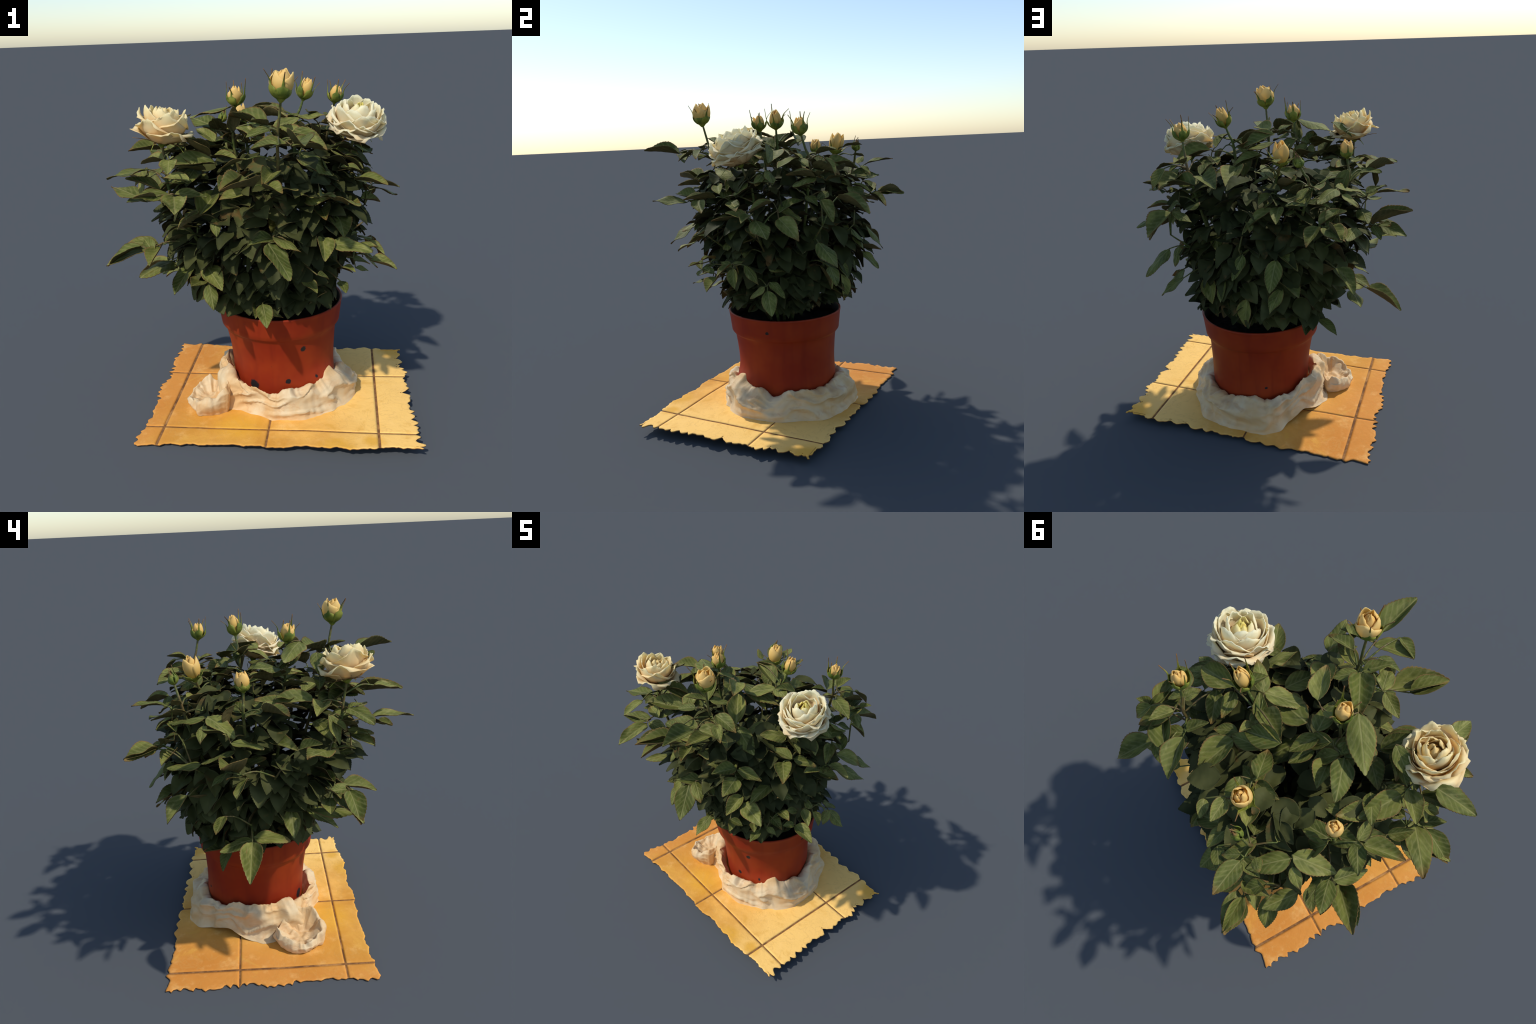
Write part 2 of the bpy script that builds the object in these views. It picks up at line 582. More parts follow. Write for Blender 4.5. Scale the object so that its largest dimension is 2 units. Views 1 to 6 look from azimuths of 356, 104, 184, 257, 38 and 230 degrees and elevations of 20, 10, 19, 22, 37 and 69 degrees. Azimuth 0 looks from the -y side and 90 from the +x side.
def build_bag():
    n, prof = 360, 34
    verts = []
    for j in range(prof):
        t = j / (prof - 1)
        for k in range(n):
            deg = 360 * k / n
            a = math.radians(deg)
            ca, sa = math.cos(a), math.sin(a)
            reach = around(BAG_REACH, deg) + .008 + .014 * bumps(ca * 3, sa * 3, 1.0)
            crest = around(BAG_CREST, deg) + .022 * bumps(ca * 5.5, sa * 5.5, 5.0)
            foot = floor_height(*(POT_C + V((ca, sa, 0)) * reach).xy) + .006
            lift = .05 * (math.exp(-((deg - 135) / 16) ** 2))          # the twisted arm clears the floor
            # profile: inside down to the pot, over the crest, bulging belly, tucked foot
            if t < .22:
                f = t / .22
                r, z = .30 + .035 * f, crest - .07 + .07 * f
            elif t < .36:
                f = (t - .22) / .14
                r = .335 + (reach - .335) * .48 * f
                z = crest + .012 * math.sin(math.pi * f) - .012 * f
            elif t < .85:
                f = (t - .36) / .49
                r0 = .335 + (reach - .335) * .48
                r = r0 + (reach - r0) * math.sin(f * math.pi / 2) ** .8
                z = (crest - .012) + (foot + .035 + lift - crest + .012) * f ** 1.25
            else:
                f = (t - .85) / .15
                r = reach + .022 * f
                z = foot + lift + .035 * max(0, 1 - f) ** 1.5 - .004 * f
            # gathered folds: slanting ridges and dents
            slant = deg / 57.3 * 5 + t * 5.0
            broad = noise.noise(V((ca * 2.2 + t * .8, sa * 2.2 - t * .7, t * 2.0)))
            fold = noise.noise(V((ca * 3.2 + 3 + 1.0 * broad, sa * 3.2 + t * 1.0, t * 4.2)))
            crease = 1 - min(1, abs(noise.noise(V((ca * 2.8 + 9, sa * 2.8 - t * 1.5, t * 3.4)))) * 3.6)
            w = smooth(0, .3, t) * (1 - .7 * smooth(.85, 1, t))
            out = w * (.026 * broad + .02 * fold + .02 * crease ** 1.5 - .006)
            verts.append(POT_C + V(((r + out) * ca, (r + out) * sa, z + w * (.014 * fold + .006 * crease))))
    faces = grid_faces(n, prof, True, flip=True)
    add_object('bag_ruff', make_mesh('bag_ruff', verts, faces, [BAG]), bag_thing)

    # the open mouth of the bag: a slumped crater with a rolled lip
    centre = V((-.398, -.075, 0))
    n, prof = 180, 40
    verts = []
    for j in range(prof):
        t = j / (prof - 1)
        for k in range(n):
            deg = 360 * k / n
            a = math.radians(deg)
            ca, sa = math.cos(a), math.sin(a)
            size = around([(0, .11), (45, .12), (90, .13), (135, .13), (180, .125), (225, .13), (270, .13), (315, .125)], deg)
            lip = around([(0, .21), (45, .17), (90, .11), (135, .075), (180, .075), (225, .1), (270, .13), (315, .18)], deg)
            lip = .035 + (lip - .035) * .85 + .03 * bumps(ca * 1.8, sa * 1.8, 8.0)
            size *= 1.08 + .16 * bumps(ca * 1.6, sa * 1.6, 2.0)
            if t < .45:                       # bowl
                f = t / .45
                r = size * .8 * (.05 + .95 * f)
                z = .062 + (lip - .062) * f ** 2.6 + .02 * noise.noise(V((ca * f * 3, sa * f * 3, 4.0)))
            elif t < .58:                     # rolled lip
                f = (t - .45) / .13
                r = size * (.8 + .19 * f)
                z = lip + .02 * math.sin(math.pi * f)
            else:                             # outer wall
                f = (t - .58) / .42
                r = size * (.99 + .06 * math.sin(f * math.pi) - .06 * f)
                z = lip + (.022 - lip) * f ** 1.1
            q = V((r * ca, r * sa, z))
            broad = noise.noise(q * 11 + V((7, 0, 0)))
            fold = noise.noise(q * 24 + V((1 + broad, 0, 0)))
            crease = 1 - min(1, abs(noise.noise(V((q.x * 13 + 4, q.y * 8, q.z * 20)))) * 3.0)
            w = smooth(.2, .5, t)
            r += w * (.022 * broad + .005 * fold + .004 * crease)
            verts.append(centre + V((r * ca, r * sa, z + w * (.016 * broad + .008 * crease) * smooth(1, .8, t))))
    faces = grid_faces(n, prof, True)
    faces.append(tuple(range(n))[::-1])
    add_object('bag_mouth', make_mesh('bag_mouth', verts, faces, [BAG]), bag_thing)


build_bag()


# ------------------------------------------------------------ canes & flowers
class Cane:
    def __init__(self, points, r0=.011, r1=.006):
        self.path = spline(points, 7)
        self.tubes = Tubes()
        self.tubes.sweep(self.path, r0, r1)
        self.sprays = []

    def nearest(self, p):
        best = min(self.path, key=lambda q: (q - p).length + max(0, q.z - p.z + .02) * 3)
        return best, (best - p).length


FLOWERS = {   # base of the flower head, its top, a point lower on its stalk
    'cream_rose': ((.454, -.056, 1.605), (.475, -.105, 1.78), (.43, .0, 1.45)),
    'ivory_rose': ((-.555, -.296, 1.66), (-.53, -.287, 1.80), (-.54, -.264, 1.417)),
    'half_open_bud': ((.016, -.432, 1.862), (.027, -.437, 1.985), (0, -.39, 1.67)),
    'north_bud': ((-.181, -.095, 1.808), (-.176, -.106, 1.90), (-.2, -.079, 1.62)),
    'tall_bud': ((.205, .105, 1.805), (.233, .113, 1.912), (.165, .098, 1.69)),
    'edge_bud': ((.419, .297, 1.762), (.431, .291, 1.853), (.39, .34, 1.59)),
    'green_bud': ((-.238, .535, 1.648), (-.222, .548, 1.712), (-.28, .515, 1.555)),
    'long_bud': ((-.13, .411, 1.636), (-.134, .437, 1.76), (-.1, .37, 1.53)),
    'side_bud': ((-.49, .224, 1.64), (-.481, .229, 1.732), (-.503, .232, 1.52)),
}


def cane_to(head, mid=None, root=None):
    base, top, low = (V(p) for p in head)
    out = V((low.x, low.y, 0)) - POT_C
    root = root or POT_C + out.normalized() * .09 + V((0, 0, .57))
    below = low - V((0, 0, .2)) - out * .12
    knee = root.lerp(below, .5) + out * .05
    return [root, knee, below, low, low.lerp(base, .55), base]


canes = {k: Cane(cane_to(h)) for k, h in FLOWERS.items()}
for name, tip in (('west', (-.6, .1, 1.2)), ('south', (.06, -.5, 1.15)), ('east', (.55, .05, 1.2)), ('north', (.1, .55, 1.2)),
                  ('south_west', (-.5, -.35, 1.25)), ('south_east', (.45, -.3, 1.2)), ('north_west', (-.45, .5, 1.25)),
                  ('north_east', (.5, .42, 1.25)), ('low_west', (-.5, .22, .9)), ('low_east', (.45, -.1, .95)),
                  ('low_north', (.1, .5, .95)), ('low_south', (-.06, -.36, .9)), ('crown', (.05, .05, 1.55))):
    tip = V(tip)
    out = V((tip.x, tip.y, 0)) - POT_C
    root = POT_C + out.normalized() * rnd.uniform(.05, .16) + V((0, 0, .57))
    canes[name] = Cane([root, root.lerp(tip, .5) + V((0, 0, .07)) - out * .1, tip], .01, .004)


# ------------------------------------------------------------------- leaves
def leaf_mesh(name, mats, seed, fold, arch, wave):
    """Serrated ovate leaflet of unit length along +y and unit width."""
    r = random.Random(seed)
    cols = (-1, -.93, -.74, -.5, -.25, 0, .25, .5, .74, .93, 1)
    nu, nv = len(cols), 29
    rows = []
    ph = r.uniform(0, 6)
    for j in range(nv):
        y = j / (nv - 1)
        half = .5 * (math.sin(math.pi * y ** .78)) ** .82 * (1 - .22 * y) * 1.13
        half *= 1 + (.026 if j % 2 else -.02) * smooth(.05, .2, y) * (1 - smooth(.93, 1, y)) * r.uniform(.5, 1.4)
        half = max(half, .008)
        row = []
        for i in range(nu):
            u = cols[i]
            a = abs(u)
            x = half * u
            z = fold * a ** 1.3 * half * 2 + arch * 4 * y * (1 - y)
            z += wave * math.sin(y * 9 + ph + 1.7 * u) * a
            z += .012 * math.cos((y - a * half * .75) * 52) * a * (1 - a * .6) * smooth(0, .15, y) * (1 - smooth(.85, 1, y))
            z += .02 * bumps(u * 1.3 + seed * 3, y * 3)
            yy = y + .018 * (1 if j % 2 else 0) * a
            row.append((x, min(yy, 1.0), z))
        rows.append(row)
    v, f, s = thick_sheet(rows, .012)
    if len(mats) > 2:                          # dry margin: outermost strip of the blade
        for j in range(nv - 1):
            for i in (0, nu - 2):
                s[j * (nu - 1) + i] = 2
        s[-2 * (nu + nv - 2):] = [2] * (2 * (nu + nv - 2))
    return make_mesh(name, v, f, mats, s)


LEAF_SHAPES = [leaf_mesh('leaflet_blade', [LEAF_TOP, LEAF_BACK, LEAF_MARGIN], s, fo, ar, wa) for s, fo, ar, wa in
               ((1, .22, .03, .02), (2, .1, .05, .03), (3, .3, .02, .025), (4, .05, .03, .045), (5, .18, .07, .02), (6, -.06, .04, .035))]


def leaf_matrix(base, tip, width, roll):
    base, tip = V(base), V(tip)
    axis = tip - base
    length = axis.length
    u = axis / length
    mid = (base + tip) / 2
    out = V((mid.x, mid.y - .03, 0))
    out /= max(out.length, .05)
    ref = UP + .35 * out + V((.0003, .0002, 0))
    ref = (ref - u * ref.dot(u)).normalized()
    n = Matrix.Rotation(math.radians(roll), 3, u) @ ref
    x = u.cross(n)
    m = Matrix((x * width, u * length, n * (width + length) * .5)).transposed().to_4x4()
    m.translation = base
    return m


def leaflet(base, tip, width, roll):
    return V(base), V(tip), width, roll


def compound_leaf(*leaflets):
    """One rose leaf: its leaflets share a thin stalk that springs from the nearest cane."""
    node = sum((l[0] for l in leaflets), V()) / len(leaflets)
    best = min(canes.values(), key=lambda c: c.nearest(node)[1])
    best.sprays.append((node, leaflets))


# sprays about 1.8 m up
compound_leaf(
    leaflet((-.41, -.187, 1.777), (-.532, -.159, 1.691), 0.074, 27))
compound_leaf(
    leaflet((-.209, -.165, 1.805), (-.419, -.008, 1.742), 0.124, 17))
compound_leaf(
    leaflet((-.086, -.079, 1.746), (-.171, -.127, 1.774), 0.060, 12),
    leaflet((-.035, -.099, 1.745), (.067, -.248, 1.751), 0.099, -31))
compound_leaf(
    leaflet((-.181, -.349, 1.729), (-.108, -.476, 1.695), 0.081, -17))
compound_leaf(
    leaflet((-.064, -.364, 1.679), (-.149, -.4, 1.694), 0.054, 14),
    leaflet((-.05, -.357, 1.72), (-.127, -.456, 1.769), 0.064, 10),
    leaflet((-.05, -.344, 1.72), (-.217, -.161, 1.762), 0.116, 14),
    leaflet((-.044, -.337, 1.721), (.036, -.243, 1.683), 0.071, -5))
compound_leaf(
    leaflet((-.045, -.455, 1.723), (-.158, -.493, 1.696), 0.065, -4))
compound_leaf(
    leaflet((-.082, .156, 1.762), (.092, .216, 1.694), 0.105, -5))
# sprays about 1.6 m up
compound_leaf(
    leaflet((-.136, -.014, 1.664), (-.092, .123, 1.635), 0.073, 9),
    leaflet((-.148, .018, 1.596), (-.111, .145, 1.57), 0.065, 8),
    leaflet((-.061, -.012, 1.69), (.23, -.002, 1.624), 0.137, -10))
compound_leaf(
    leaflet((-.232, .008, 1.608), (-.306, .155, 1.658), 0.097, 30),
    leaflet((-.201, .02, 1.64), (-.255, -.142, 1.652), 0.084, 7),
    leaflet((-.267, -.049, 1.579), (-.377, -.149, 1.606), 0.082, -19))
compound_leaf(
    leaflet((-.289, -.038, 1.654), (-.352, -.003, 1.686), 0.043, 3),
    leaflet((-.287, -.019, 1.685), (-.415, .156, 1.72), 0.111, -5))
compound_leaf(
    leaflet((-.204, -.03, 1.708), (-.117, .025, 1.601), 0.081, -0),
    leaflet((-.233, -.024, 1.67), (-.303, -.083, 1.738), 0.056, 8),
    leaflet((-.263, -.019, 1.673), (-.178, .052, 1.559), 0.076, 13),
    leaflet((-.272, -.03, 1.673), (-.298, -.114, 1.739), 0.069, 3),
    leaflet((-.13, -.006, 1.716), (-.065, -.174, 1.685), 0.100, -37))
compound_leaf(
    leaflet((-.552, -.127, 1.562), (-.502, .094, 1.562), 0.115, -1),
    leaflet((-.552, -.171, 1.549), (-.687, -.091, 1.524), 0.088, 5))
compound_leaf(
    leaflet((-.319, -.141, 1.548), (-.194, -.253, 1.558), 0.080, -10))
compound_leaf(
    leaflet((-.626, -.278, 1.529), (-.834, -.325, 1.502), 0.117, 4),
    leaflet((-.609, -.284, 1.523), (-.57, -.391, 1.528), 0.061, -23))
compound_leaf(
    leaflet((-.454, -.236, 1.603), (-.547, -.313, 1.62), 0.067, 13),
    leaflet((-.438, -.192, 1.653), (-.552, -.149, 1.619), 0.061, 5))
compound_leaf(
    leaflet((-.199, -.11, 1.675), (-.193, -.174, 1.808), 0.074, -33))
compound_leaf(
    leaflet((-.296, -.165, 1.634), (-.389, -.053, 1.688), 0.073, 6))
compound_leaf(
    leaflet((-.34, -.226, 1.565), (-.48, -.349, 1.7), 0.111, -23),
    leaflet((-.343, -.206, 1.578), (-.427, -.33, 1.678), 0.086, -3),
    leaflet((-.316, -.166, 1.536), (-.471, -.064, 1.568), 0.101, 18),
    leaflet((-.304, -.29, 1.545), (-.538, -.399, 1.564), 0.119, -17),
    leaflet((-.401, -.236, 1.52), (-.448, -.406, 1.477), 0.100, -10))
compound_leaf(
    leaflet((-.365, -.293, 1.534), (-.489, -.163, 1.537), 0.092, -7),
    leaflet((-.35, -.337, 1.526), (-.48, -.387, 1.552), 0.076, 29),
    leaflet((-.412, -.353, 1.556), (-.512, -.22, 1.526), 0.094, 27))
compound_leaf(
    leaflet((-.517, -.459, 1.604), (-.518, -.615, 1.568), 0.083, -7))
compound_leaf(
    leaflet((-.151, -.424, 1.583), (-.28, -.397, 1.537), 0.072, 33))
compound_leaf(
    leaflet((-.022, -.364, 1.502), (-.09, -.524, 1.475), 0.094, -15))
compound_leaf(
    leaflet((-.023, -.632, 1.679), (-.142, -.61, 1.661), 0.061, 5))
compound_leaf(
    leaflet((.053, -.588, 1.675), (.064, -.833, 1.703), 0.113, -11),
    leaflet((.044, -.538, 1.653), (.222, -.492, 1.619), 0.095, -6),
    leaflet((.038, -.529, 1.655), (-.142, -.606, 1.661), 0.097, 5))
compound_leaf(
    leaflet((.069, -.411, 1.698), (.224, -.414, 1.638), 0.088, 2),
    leaflet((.115, -.466, 1.68), (.212, -.536, 1.629), 0.066, 1),
    leaflet((.014, -.396, 1.642), (.165, -.419, 1.63), 0.073, -21))
compound_leaf(
    leaflet((.01, -.05, 1.651), (.16, -.053, 1.59), 0.082, -21))
compound_leaf(
    leaflet((.099, -.348, 1.562), (.179, -.45, 1.514), 0.071, -26),
    leaflet((.122, -.288, 1.578), (.284, -.327, 1.459), 0.106, 21),
    leaflet((.135, -.308, 1.608), (-.004, -.124, 1.686), 0.112, 6))
compound_leaf(
    leaflet((.193, -.107, 1.545), (.17, -.295, 1.49), 0.097, 33))
compound_leaf(
    leaflet((.278, -.096, 1.51), (.204, -.258, 1.481), 0.101, 23))
compound_leaf(
    leaflet((.375, -.111, 1.515), (.485, -.139, 1.449), 0.062, 2),
    leaflet((.368, -.117, 1.519), (.286, -.271, 1.578), 0.099, -3))
compound_leaf(
    leaflet((.331, 0, 1.547), (.505, -.062, 1.431), 0.109, 32))
compound_leaf(
    leaflet((.471, .082, 1.55), (.593, .064, 1.486), 0.068, 2),
    leaflet((.495, .12, 1.562), (.61, .165, 1.491), 0.068, -25))
compound_leaf(
    leaflet((.169, .036, 1.709), (-.002, -.074, 1.663), 0.102, 6),
    leaflet((.232, .06, 1.668), (.28, .063, 1.576), 0.065, -14))
compound_leaf(
    leaflet((.299, .106, 1.627), (.246, .232, 1.604), 0.070, -36),
    leaflet((.302, .105, 1.67), (.514, .126, 1.605), 0.115, -23),
    leaflet((.268, .108, 1.685), (.202, -.02, 1.748), 0.080, 3))
compound_leaf(
    leaflet((.366, .159, 1.621), (.277, .275, 1.551), 0.086, -38))
compound_leaf(
    leaflet((.447, .277, 1.624), (.606, .198, 1.579), 0.101, 17))
compound_leaf(
    leaflet((.438, .359, 1.573), (.514, .523, 1.53), 0.095, -22),
    leaflet((.433, .299, 1.618), (.393, .219, 1.656), 0.059, 22),
    leaflet((.448, .29, 1.616), (.501, .349, 1.576), 0.052, 5),
    leaflet((.398, .378, 1.645), (.425, .497, 1.668), 0.065, -9))
compound_leaf(
    leaflet((.547, .441, 1.521), (.5, .26, 1.533), 0.089, 35),
    leaflet((.548, .415, 1.526), (.617, .454, 1.557), 0.049, 11),
    leaflet((.553, .4, 1.524), (.575, .237, 1.54), 0.080, 15),
    leaflet((.521, .393, 1.526), (.634, .284, 1.481), 0.081, 5),
    leaflet((.486, .442, 1.498), (.492, .545, 1.518), 0.065, -17))
compound_leaf(
    leaflet((.498, .433, 1.629), (.552, .507, 1.529), 0.066, -20))
compound_leaf(
    leaflet((.112, .096, 1.698), (-.076, .158, 1.761), 0.103, -24),
    leaflet((.123, .094, 1.698), (.088, .183, 1.658), 0.065, -19),
    leaflet((.083, .138, 1.678), (.178, .053, 1.72), 0.066, 28),
    leaflet((.083, .157, 1.682), (.089, .246, 1.724), 0.063, 12),
    leaflet((.163, .04, 1.72), (.307, -.046, 1.729), 0.080, 23))
compound_leaf(
    leaflet((.302, .416, 1.578), (.196, .592, 1.548), 0.115, 1),
    leaflet((.316, .395, 1.568), (.415, .469, 1.535), 0.069, -20),
    leaflet((.317, .385, 1.578), (.256, .294, 1.628), 0.058, 3))
compound_leaf(
    leaflet((.089, .14, 1.627), (.093, .266, 1.529), 0.083, -14))
compound_leaf(
    leaflet((.318, .52, 1.553), (.497, .388, 1.529), 0.109, 6))
compound_leaf(
    leaflet((.131, .253, 1.594), (.156, .461, 1.514), 0.122, -6),
    leaflet((.134, .238, 1.596), (-.012, .21, 1.647), 0.080, 4),
    leaflet((.15, .216, 1.592), (.249, .282, 1.558), 0.065, -15))
compound_leaf(
    leaflet((-.003, .239, 1.549), (-.099, .331, 1.54), 0.074, -31))
compound_leaf(
    leaflet((-.008, .534, 1.621), (-.058, .606, 1.609), 0.053, -25))
compound_leaf(
    leaflet((-.007, .206, 1.654), (.151, .252, 1.599), 0.083, -0))
compound_leaf(
    leaflet((-.083, .47, 1.673), (-.123, .588, 1.682), 0.070, -18))
compound_leaf(
    leaflet((-.079, .313, 1.576), (.038, .292, 1.507), 0.066, 4),
    leaflet((-.079, .307, 1.543), (-.214, .289, 1.576), 0.072, 6),
    leaflet((-.096, .307, 1.64), (-.009, .173, 1.588), 0.093, 6),
    leaflet((-.035, .355, 1.625), (-.085, .488, 1.569), 0.080, -28))
compound_leaf(
    leaflet((-.208, .474, 1.559), (-.116, .353, 1.477), 0.090, 3))
compound_leaf(
    leaflet((-.279, .57, 1.542), (-.213, .626, 1.489), 0.055, 14),
    leaflet((-.302, .59, 1.549), (-.341, .769, 1.578), 0.101, 8),
    leaflet((-.335, .532, 1.558), (-.402, .567, 1.605), 0.052, 2),
    leaflet((-.273, .567, 1.458), (-.39, .561, 1.435), 0.060, -1))
compound_leaf(
    leaflet((-.341, .413, 1.515), (-.264, .294, 1.481), 0.069, 9))
compound_leaf(
    leaflet((-.49, .232, 1.528), (-.322, .279, 1.523), 0.093, -3),
    leaflet((-.498, .271, 1.575), (-.441, .313, 1.414), 0.088, 31),
    leaflet((-.447, .211, 1.481), (-.602, .16, 1.558), 0.088, 5))
compound_leaf(
    leaflet((-.6, .156, 1.555), (-.769, .073, 1.567), 0.094, -25),
    leaflet((-.574, .158, 1.556), (-.538, .051, 1.568), 0.059, 10),
    leaflet((-.569, .155, 1.54), (-.681, .262, 1.555), 0.080, 21))
compound_leaf(
    leaflet((-.503, .008, 1.522), (-.428, .156, 1.566), 0.090, 0),
    leaflet((-.49, .052, 1.521), (-.356, .154, 1.528), 0.092, -13),
    leaflet((-.527, .06, 1.539), (-.589, -.074, 1.534), 0.081, -29),
    leaflet((-.455, -.035, 1.563), (-.571, .08, 1.601), 0.081, 11))
# sprays about 1.4 m up
compound_leaf(
    leaflet((-.343, -.012, 1.403), (-.445, .1, 1.371), 0.075, 7))
compound_leaf(
    leaflet((-.617, -.022, 1.341), (-.692, -.117, 1.382), 0.065, 14))
compound_leaf(
    leaflet((-.666, -.155, 1.334), (-.871, .017, 1.386), 0.125, 8),
    leaflet((-.673, -.169, 1.341), (-.761, -.261, 1.363), 0.065, -19))
compound_leaf(
    leaflet((-.647, -.187, 1.482), (-.713, -.233, 1.44), 0.055, -2),
    leaflet((-.653, -.16, 1.516), (-.687, -.208, 1.365), 0.079, 6))
compound_leaf(
    leaflet((-.459, -.162, 1.431), (-.614, -.2, 1.36), 0.089, 18))
compound_leaf(
    leaflet((-.584, -.247, 1.4), (-.752, -.275, 1.488), 0.091, -6))
compound_leaf(
    leaflet((-.534, -.394, 1.426), (-.695, -.483, 1.437), 0.087, -24),
    leaflet((-.509, -.433, 1.434), (-.353, -.42, 1.408), 0.078, 5),
    leaflet((-.51, -.453, 1.428), (-.495, -.706, 1.407), 0.117, -15),
    leaflet((-.593, -.438, 1.428), (-.696, -.485, 1.44), 0.058, 16))
compound_leaf(
    leaflet((-.43, -.414, 1.489), (-.56, -.369, 1.502), 0.068, -0),
    leaflet((-.454, -.342, 1.468), (-.572, -.215, 1.441), 0.086, 4))
compound_leaf(
    leaflet((-.39, -.391, 1.308), (-.504, -.482, 1.269), 0.076, 33),
    leaflet((-.404, -.362, 1.337), (-.456, -.496, 1.318), 0.073, 6),
    leaflet((-.392, -.436, 1.324), (-.301, -.256, 1.393), 0.108, 17),
    leaflet((-.32, -.372, 1.289), (-.317, -.457, 1.216), 0.057, -3))
compound_leaf(
    leaflet((-.027, -.039, 1.433), (.048, .217, 1.363), 0.127, 7))
compound_leaf(
    leaflet((-.156, -.341, 1.398), (-.295, -.393, 1.384), 0.081, -14))
compound_leaf(
    leaflet((-.209, -.551, 1.498), (-.295, -.735, 1.51), 0.096, 4))
compound_leaf(
    leaflet((-.077, -.503, 1.458), (-.011, -.643, 1.462), 0.075, -6),
    leaflet((-.127, -.508, 1.473), (-.295, -.735, 1.51), 0.131, 0),
    leaflet((-.025, -.468, 1.442), (.081, -.509, 1.44), 0.062, -23))
compound_leaf(
    leaflet((.129, -.358, 1.357), (.245, -.481, 1.386), 0.087, 26))
compound_leaf(
    leaflet((.216, -.425, 1.388), (.173, -.585, 1.421), 0.088, -17),
    leaflet((.225, -.424, 1.381), (.357, -.35, 1.311), 0.089, -9),
    leaflet((.15, -.432, 1.381), (.095, -.533, 1.421), 0.062, -2),
    leaflet((.268, -.477, 1.373), (.339, -.674, 1.393), 0.106, -20))
compound_leaf(
    leaflet((.335, -.213, 1.474), (.433, -.137, 1.398), 0.074, -1))
compound_leaf(
    leaflet((.467, -.192, 1.437), (.343, -.241, 1.485), 0.067, -2),
    leaflet((.422, -.227, 1.411), (.551, -.387, 1.413), 0.100, 9),
    leaflet((.435, -.137, 1.393), (.555, -.063, 1.346), 0.082, -5))
compound_leaf(
    leaflet((.487, .015, 1.499), (.604, .176, 1.501), 0.095, 4),
    leaflet((.488, -.009, 1.499), (.554, -.077, 1.434), 0.058, 2))
compound_leaf(
    leaflet((.51, .182, 1.349), (.511, .303, 1.278), 0.073, -2),
    leaflet((.521, .143, 1.389), (.579, .01, 1.333), 0.073, 8),
    leaflet((.553, .18, 1.299), (.655, .312, 1.185), 0.105, 20),
    leaflet((.577, .191, 1.334), (.457, .311, 1.391), 0.085, -5))
compound_leaf(
    leaflet((.461, .323, 1.414), (.513, .398, 1.361), 0.062, 8),
    leaflet((.466, .255, 1.463), (.497, .37, 1.476), 0.062, -19))
compound_leaf(
    leaflet((.371, .288, 1.456), (.47, .247, 1.474), 0.068, 26),
    leaflet((.32, .236, 1.446), (.378, .359, 1.441), 0.070, -24))
compound_leaf(
    leaflet((.502, .416, 1.393), (.573, .491, 1.277), 0.073, 11))
compound_leaf(
    leaflet((.456, .507, 1.409), (.346, .545, 1.358), 0.065, -7),
    leaflet((.465, .503, 1.403), (.55, .686, 1.318), 0.120, -8))
compound_leaf(
    leaflet((.321, .428, 1.424), (.414, .378, 1.388), 0.059, -12))
compound_leaf(
    leaflet((.047, .558, 1.357), (.026, .639, 1.326), 0.049, -37))
compound_leaf(
    leaflet((-.062, .363, 1.351), (.094, .387, 1.233), 0.103, 20))
compound_leaf(
    leaflet((-.12, .519, 1.428), (-.113, .644, 1.37), 0.073, 11),
    leaflet((-.104, .523, 1.417), (.064, .573, 1.305), 0.104, 17))
compound_leaf(
    leaflet((-.073, .436, 1.482), (-.012, .512, 1.437), 0.063, 7),
    leaflet((-.129, .432, 1.465), (-.043, .517, 1.42), 0.070, 31))
compound_leaf(
    leaflet((-.164, .613, 1.463), (-.263, .683, 1.479), 0.065, -9))
compound_leaf(
    leaflet((-.231, .463, 1.461), (-.139, .441, 1.325), 0.090, 12),
    leaflet((-.255, .465, 1.478), (-.275, .676, 1.473), 0.110, 36),
    leaflet((-.195, .51, 1.409), (-.163, .609, 1.408), 0.063, 16),
    leaflet((-.253, .471, 1.542), (-.193, .394, 1.406), 0.091, 15))
compound_leaf(
    leaflet((-.331, .616, 1.354), (-.476, .583, 1.421), 0.080, -6),
    leaflet((-.329, .617, 1.349), (-.268, .726, 1.271), 0.080, 14),
    leaflet((-.354, .669, 1.36), (-.461, .838, 1.338), 0.095, -9),
    leaflet((-.341, .564, 1.317), (-.466, .659, 1.288), 0.082, 2),
    leaflet((-.388, .661, 1.36), (-.447, .839, 1.34), 0.105, 26))
compound_leaf(
    leaflet((-.212, .374, 1.474), (-.132, .399, 1.389), 0.062, 11))
compound_leaf(
    leaflet((-.121, .214, 1.41), (-.004, .344, 1.402), 0.086, 18))
compound_leaf(
    leaflet((-.39, .67, 1.358), (-.448, .836, 1.336), 0.090, -21))
compound_leaf(
    leaflet((-.428, .557, 1.429), (-.378, .655, 1.36), 0.069, 21))
compound_leaf(
    leaflet((-.358, .393, 1.397), (-.231, .313, 1.329), 0.089, 14))
compound_leaf(
    leaflet((-.455, .429, 1.472), (-.546, .465, 1.406), 0.058, 7),
    leaflet((-.43, .414, 1.502), (-.325, .585, 1.46), 0.100, 16),
    leaflet((-.421, .401, 1.505), (-.602, .301, 1.435), 0.107, -10),
    leaflet((-.41, .397, 1.411), (-.332, .528, 1.355), 0.083, 14))
compound_leaf(
    leaflet((-.613, .328, 1.415), (-.678, .176, 1.388), 0.080, -17),
    leaflet((-.601, .345, 1.464), (-.687, .485, 1.53), 0.093, 23),
    leaflet((-.568, .298, 1.36), (-.594, .474, 1.32), 0.086, 24))
compound_leaf(
    leaflet((-.519, .109, 1.371), (-.622, -.011, 1.339), 0.082, 10))
